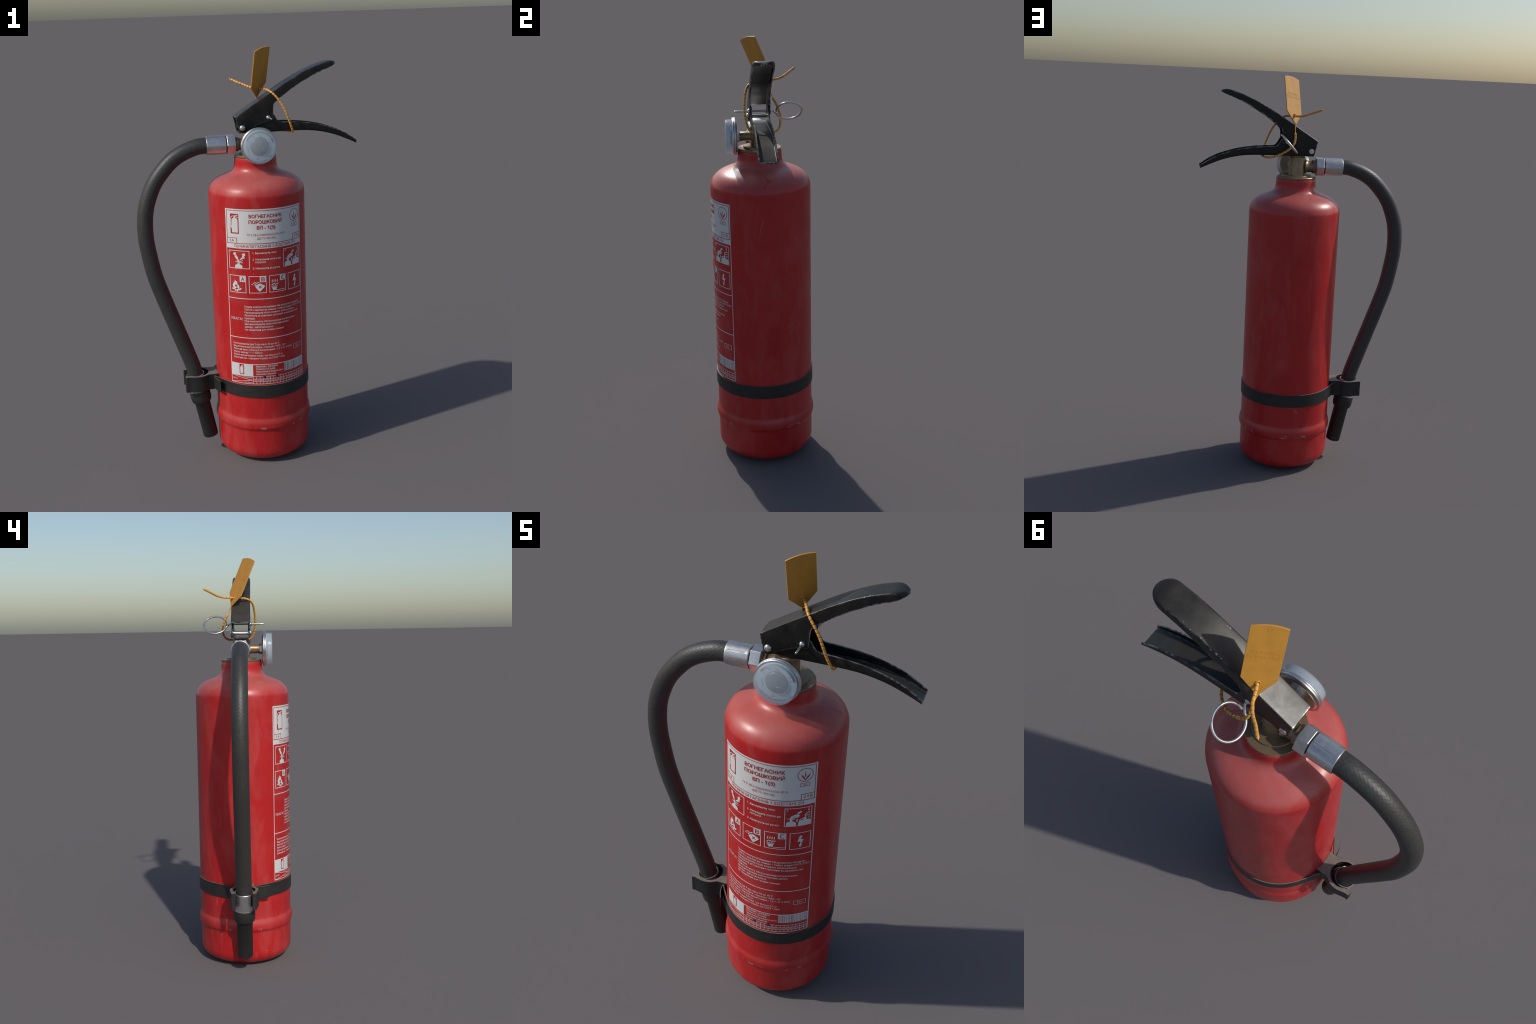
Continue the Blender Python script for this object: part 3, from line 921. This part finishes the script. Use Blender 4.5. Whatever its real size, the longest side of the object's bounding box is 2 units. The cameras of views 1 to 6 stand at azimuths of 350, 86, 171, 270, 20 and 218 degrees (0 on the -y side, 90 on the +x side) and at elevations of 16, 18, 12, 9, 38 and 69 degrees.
# close the base along the cylinder
base = [(AX + (R + 0.0006) * cos(radians(180 + t)), (R + 0.0006) * sin(radians(180 + t))) for t in (8, 4, 0, -4, -8)]
outline = outline + [(x, y) for x, y in base]
clip = new_obj("hose_clip", prism_bm(bmesh.new(), outline, lambda x, y, h: (x, y, h), 0.3512, 0.4318), PLASTIC, strap, 40, 0.0014)

# ------------------------------------------------------------------ levers
def station_path(pairs, per):
    """(top x, top z, bottom x, bottom z, half width) rows, made smooth along the lever"""
    rows = smooth_path([Vector(p) for p in pairs], per)
    return rows


def channel_bm(bm, rows, t, fillet, flip):
    """folded sheet of thickness t: a web and two walls; rows give web and rim points.
    flip = False: web on top (first point), walls hang down; True: web below, walls stand up"""
    sections = []
    F = 6
    for row in rows:
        wx, wz, rx, rz, hw = row
        web, rim = Vector((wx, 0, wz)), Vector((rx, 0, rz))
        h = (web - rim).length
        d = (web - rim) / max(h, 1e-6)                 # from rim to web
        fz = fillet(wx) if callable(fillet) else fillet
        fo = max(0.0006, min(fz, h * 0.75, hw * 0.8))
        tw = min(t, hw * 0.75)
        th = min(t, h * 0.6)
        fi = max(0.0003, min(fo - t if fo > t else 0.0008, (hw - tw) * 0.8, (h - th) * 0.7))

        def side(w2, top, f):
            pts = [(w2, 0.0), (w2, (top - f) * 0.33), (w2, (top - f) * 0.66)]
            for k in range(F + 1):
                a = radians(90 * k / F)
                pts.append((w2 - f + f * cos(a), top - f + f * sin(a)))
            pts += [((w2 - f) * q, top) for q in (0.66, 0.33)]
            return pts
        so, si = side(hw, h, fo), side(hw - tw, h - th, fi)
        outer = so + [(0.0, h)] + [(-y, z) for y, z in so[::-1]]
        inner = si + [(0.0, h - th)] + [(-y, z) for y, z in si[::-1]]
        sections.append([[bm.verts.new(rim + d * z + Vector((0, y, 0))) for y, z in prof] for prof in (outer, inner)])
    m = len(sections[0][0])
    for a, b in zip(sections[:-1], sections[1:]):
        for j in range(m - 1):
            bm.faces.new((a[0][j], b[0][j], b[0][j + 1], a[0][j + 1]))
            bm.faces.new((a[1][j], a[1][j + 1], b[1][j + 1], b[1][j]))
        for j in (0, m - 1):
            bm.faces.new((a[0][j], a[1][j], b[1][j], b[0][j]))
    for s in (sections[0], sections[-1]):
        for j in range(m - 1):
            bm.faces.new((s[0][j], s[0][j + 1], s[1][j + 1], s[1][j]))
    return bm


HW = 0.0460
up_rows = [(-0.0493, 1.6895, -0.0340, 1.6230, HW), (-0.0300, 1.7015, -0.0265, 1.6145, HW), (0.0000, 1.7205, -0.0080, 1.6160, HW), (0.0350, 1.7420, 0.0300, 1.6360, HW), (0.0700, 1.7640, 0.0600, 1.6510, HW), (0.1000, 1.7820, 0.1000, 1.6640, HW),
           (0.1150, 1.7912, 0.1255, 1.6680, HW), (0.1220, 1.7955, 0.1297, 1.6970, HW), (0.1280, 1.7990, 0.1308, 1.7200, HW), (0.1340, 1.8025, 0.1335, 1.7375, HW), (0.1420, 1.8072, 0.1415, 1.7490, HW), (0.1600, 1.8187, 0.1620, 1.7665, HW),
           (0.1961, 1.8400, 0.2070, 1.7975, HW), (0.2583, 1.8735, 0.2690, 1.8355, HW), (0.3206, 1.9008, 0.3280, 1.8665, HW), (0.3700, 1.9168, 0.3730, 1.8855, 0.0458)]
rows = station_path(up_rows, 5)
n = 14
for k in range(1, n + 1):
    t = k / n
    x = 0.3700 + 0.0690 * sin(t * pi / 2)
    q = (x - 0.3700) / 0.0690
    hw = 0.0458 * sqrt(max(0.0, 1 - max(0.0, (q - 0.20) / 0.80) ** 2.3)) if q > 0.20 else 0.0458
    zt = 1.9168 + 0.0102 * sin(q * 2.15) - 0.0090 * q ** 4
    zb = 1.8855 + 0.0262 * q ** 1.15
    rows.append(Vector((x, zt, x + 0.0015 * (1 - q), min(zb, zt - 0.006), max(hw, 0.0030))))
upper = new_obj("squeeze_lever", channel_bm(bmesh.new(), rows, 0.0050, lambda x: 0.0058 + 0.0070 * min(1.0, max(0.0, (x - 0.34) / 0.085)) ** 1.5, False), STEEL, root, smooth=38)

LW = 0.0406
low_rows = [(-0.0318, 1.6115, -0.0338, 1.6380, LW), (-0.0240, 1.6115, -0.0265, 1.6520, LW), (-0.0050, 1.6115, -0.0050, 1.6640, LW), (0.0370, 1.6115, 0.0370, 1.6880, LW), (0.0900, 1.6115, 0.0900, 1.7020, LW), (0.1250, 1.6115, 0.1294, 1.6955, LW), (0.1400, 1.6115, 0.1412, 1.6790, LW), (0.1510, 1.6115, 0.1535, 1.6625, LW), (0.1650, 1.6115, 0.1665, 1.6570, LW), (0.2050, 1.6115, 0.2035, 1.6553, LW),
            (0.2620, 1.6107, 0.2640, 1.6503, LW), (0.3180, 1.6068, 0.3255, 1.6408, LW), (0.3750, 1.5968, 0.3872, 1.6255, LW), (0.4320, 1.5802, 0.4494, 1.6030, LW), (0.4840, 1.5590, 0.4964, 1.5778, LW), (0.5100, 1.5474, 0.5180, 1.5622, LW), (0.5230, 1.5411, 0.5262, 1.5570, LW), (0.5322, 1.5362, 0.5332, 1.5530, LW)]
rows = station_path(low_rows, 5)
bm = channel_bm(bmesh.new(), rows, 0.0048, 0.0090, True)
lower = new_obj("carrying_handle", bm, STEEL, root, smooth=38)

# rivet through the cheeks
RVX, RVZ = -0.0180, 1.6378
pf = [(0.0, -0.0556), (0.0040, -0.0553), (0.0080, -0.0541), (0.0110, -0.0520), (0.0132, -0.0490), (0.0138, -0.0462), (0.0080, -0.0450), (0.0080, 0.0450), (0.0132, 0.0458), (0.0134, 0.0490), (0.0124, 0.0503), (0.0090, 0.0506), (0.0085, 0.0498), (0.0, 0.0498)]
revolve("rivet", pf, 40, along_y(RVX, RVZ), BRIGHT, upper, smooth=45)

# ------------------------------------------------------------------ pull pin and ring
PX, PZ = 0.1060, 1.6802
bm = bmesh.new()
PR = 0.0039
tube_bm(bm, [Vector((PX, y, PZ)) for y in (-0.1128, -0.1122, -0.1108, -0.09, -0.06, -0.03, 0.0, 0.03, 0.0490, 0.056, 0.060)], lambda i: PR * (0.55, 0.85, 1.0)[min(i, 2)], 18)
revolve_bm(bm, [(0.0, -0.0556), (0.0040, -0.0552), (0.0075, -0.0538), (0.0098, -0.0505), (0.0104, -0.0465), (0.0, -0.0462)], 28, along_y(PX - 0.001, PZ))
revolve_bm(bm, [(0.0, 0.0462), (0.0098, 0.0465), (0.0100, 0.0480), (0.0070, 0.0505), (0.0045, 0.0545), (0.0, 0.0550)], 28, along_y(PX, PZ))
pin = new_obj("safety_pin", bm, BRIGHT, root, smooth=45)
ru, rv = Vector((-0.6820, 0, -0.7310)), Vector((0.0160, 0.9997, -0.0160))
rc = Vector((0.1103, 0.1282, 1.6779))
RR = 0.0570
loop = [Vector((PX, 0.0540, PZ)), Vector((PX, 0.0600, PZ - 0.0005))]
for k in range(0, 73):
    an = radians(-90 + 20 + 344 * k / 72)
    rr = RR if k < 60 else RR - 0.0022 * (k - 60) / 12
    loop.append(rc + ru * (rr * cos(an)) + rv * (rr * sin(an)))
pth, _ = resample(smooth_path(loop, 4), 0.003)
new_obj("pull_ring", tube_bm(bmesh.new(), pth, 0.0044, 16), BRIGHT, pin, smooth=60)

# ------------------------------------------------------------------ seal tag with its beaded cord
TLc, TRc, MLc, MRc, TIP = (Vector(p) for p in ((0.0443, -0.0727, 1.9798), (0.1264, -0.0142, 1.9990), (0.0350, -0.0043, 1.8140), (0.1180, 0.0529, 1.8352), (0.0695, 0.0457, 1.7664)))
ex = (TRc - TLc).normalized()
ez = (TLc - MLc)
ez = (ez - ex * ez.dot(ex)).normalized()
en = ex.cross(ez)                            # normal of the tag
O = MLc


def tag_pt(x, y, h):
    return O + ex * x + ez * y + en * h


def flat(p):
    q = Vector(p) - O
    return q.dot(ex), q.dot(ez)


c = [flat(p) for p in (MLc, MRc, TRc, TLc, TIP)]
hole = flat((0.0800, 0.0268, 1.8098))
top = []
for k in range(13):
    t = k / 12
    x = c[2][0] + (c[3][0] - c[2][0]) * t
    y = c[2][1] + (c[3][1] - c[2][1]) * t + 0.0085 * (1 - (2 * t - 1) ** 2)
    top.append((x, y))
tipw = 0.0030
tx, ty = c[4]
outline = [c[0], (tx - tipw, ty + 0.002), (tx + tipw, ty + 0.002), c[1]] + top
T2 = 0.0024
bm = bmesh.new()
hx, hy = hole
ring = [(hx + 0.0070 * cos(radians(a)), hy + 0.0070 * sin(radians(a))) for a in range(90, 451, 15)]      # from the top, by the left
t_mid = (top[0][0] - hx) / (top[0][0] - top[-1][0])
y_mid = top[0][1] + (top[-1][1] - top[0][1]) * t_mid + 0.0085 * (1 - (2 * t_mid - 1) ** 2)
left = [(x, y) for x, y in top if x < hx - 1e-4]
right = [(x, y) for x, y in top if x > hx + 1e-4]
half_l = [(hx, y_mid)] + left + [c[0], (tx - tipw, ty + 0.002), (hx, ty + 0.002)] + ring[12::-1]
half_r = [(hx, ty + 0.002), (tx + tipw, ty + 0.002), c[1]] + right + [(hx, y_mid)] + ring[24:11:-1]
cache = {}
for loop_pts in (half_l, half_r):
    vs = []
    for x, y in loop_pts:
        key = (round(x, 6), round(y, 6))
        if key not in cache:
            cache[key] = bm.verts.new((x, y, 0))
        vs.append(cache[key])
    bm.faces.new(vs)
g = bmesh.ops.extrude_face_region(bm, geom=bm.faces[:])
for e in g["geom"]:
    if isinstance(e, bmesh.types.BMVert):
        e.co.z = 1.0
for v in bm.verts:
    v.co = tag_pt(v.co.x, v.co.y, T2 if v.co.z > 0.5 else -T2)
tag = new_obj("seal_tag", bm, TAG, root, None, 0.0009)
tag.data.polygons.foreach_set("use_smooth", [False] * len(tag.data.polygons))
tag.modifiers[0].harden_normals = False
# collar round the hole, thin and drawn out on the front
for sgn in (1, -1):
    revolve("hole_collar" if sgn > 0 else "hole_collar", [(0.0052, 0.0), (0.0088, 0.0), (0.0076, 0.0046), (0.0066, 0.0052), (0.0056, 0.0046)], 28, along(tag_pt(hole[0], hole[1], 0), en * sgn), TAG, tag, smooth=50, closed=True)


def tag_text(body, x, y, width, cap, back=True):
    m = text_mesh(body, 0.0, 0.02)
    bm = bmesh.new()
    bm.from_mesh(m)
    bpy.data.meshes.remove(m)
    xs = [v.co.x for v in bm.verts]
    lo, hi = min(xs), max(xs)
    for v in bm.verts:
        a = x + ((v.co.x - lo) / (hi - lo) - 0.5) * width * (-1 if back else 1)
        b = y + v.co.y * cap / 0.728
        hh = 0.0 if v.co.z < 0 else 0.0006
        v.co = tag_pt(a, b, BACK * (T2 - 0.0002 + hh) if back else -BACK * (T2 - 0.0002 + hh))
    o = new_obj("tag_lettering", bm, TAG, tag, 30)
    return o


BACK = 1 if en.y > 0 else -1                 # the written side looks towards +y
mid = (c[0][0] + c[1][0]) / 2
tag_text("17", mid - 0.002, c[3][1] - 0.0140, 0.0190, 0.0120)
tag_text("Remove", mid, c[3][1] - 0.0880, 0.0640, 0.0125)
tag_text("before use", mid, c[3][1] - 0.1055, 0.0880, 0.0125)

cord_pts = [(0.0695, 0.0459, 1.7670), (0.0716, 0.0544, 1.7490), (0.0720, 0.0630, 1.7290), (0.0722, 0.0719, 1.7131), (0.0737, 0.0806, 1.6949), (0.0791, 0.0868, 1.6766), (0.0932, 0.0910, 1.6577), (0.1114, 0.0913, 1.6416), (0.1326, 0.0888, 1.6283), (0.1565, 0.0830, 1.6160),
            (0.1796, 0.0720, 1.6068), (0.1993, 0.0570, 1.6030), (0.2150, 0.0370, 1.6032), (0.2200, 0.0100, 1.6052), (0.2215, -0.0180, 1.6052), (0.2218, -0.0380, 1.6062), (0.2200, -0.0490, 1.6115), (0.2159, -0.0565, 1.6213), (0.2069, -0.0643, 1.6435), (0.1974, -0.0686, 1.6681), (0.1883, -0.0704, 1.6922), (0.1798, -0.0701, 1.7131),
            (0.1688, -0.0679, 1.7354), (0.1552, -0.0645, 1.7574), (0.1415, -0.0603, 1.7752), (0.1284, -0.0525, 1.7897), (0.1164, -0.0395, 1.7994), (0.1058, -0.0194, 1.8056), (0.0950, 0.0020, 1.8072), (0.0870, 0.0165, 1.8078), (0.0790, 0.0285, 1.8082), (0.0690, 0.0480, 1.8088),
            (0.0600, 0.0680, 1.8092), (0.0509, 0.0881, 1.8110), (0.0413, 0.1010, 1.8143), (0.0313, 0.1139, 1.8184), (0.0158, 0.1285, 1.8256), (-0.0004, 0.1415, 1.8320), (-0.0135, 0.1545, 1.8388), (-0.0265, 0.1673, 1.8450), (-0.0382, 0.1772, 1.8488)]
cpath, clen = resample(smooth_path([Vector(p) for p in cord_pts], 8), 0.00115)
BEAD, CR = 0.0157, 0.0054
NECK0, NECK1 = 0.0, 0.0440                  # the thin drawn neck under the tag


def cord_r(i):
    s = clen * i / (len(cpath) - 1)
    if s < NECK1:
        t = s / NECK1
        return 0.0034 - 0.0014 * sin(min(1, t * 1.15) * pi / 2) if t < 0.9 else 0.0020 + 0.0024 * (t - 0.9) / 0.1
    if s > clen - 0.0105:
        return max(0.0006, CR * (clen - s) / 0.0105)
    b = (s - NECK1) % BEAD
    return CR - 0.0011 if b < 0.0023 else (CR if b < BEAD - 0.0012 else CR - 0.0003)


def cord_m(i):
    s = clen * i / (len(cpath) - 1)
    if s < NECK1 + 0.004 or s > clen - 0.0105:
        return 0
    return 1 if (s - NECK1) % BEAD < 0.0018 else 0


new_obj("beaded_cord", tube_bm(bmesh.new(), cpath, cord_r, 14, cord_m), [STRAP, GROOVE], tag, smooth=60)

for o in list(bpy.data.objects):
    if o.name.startswith("lettering"):
        bpy.data.objects.remove(o)
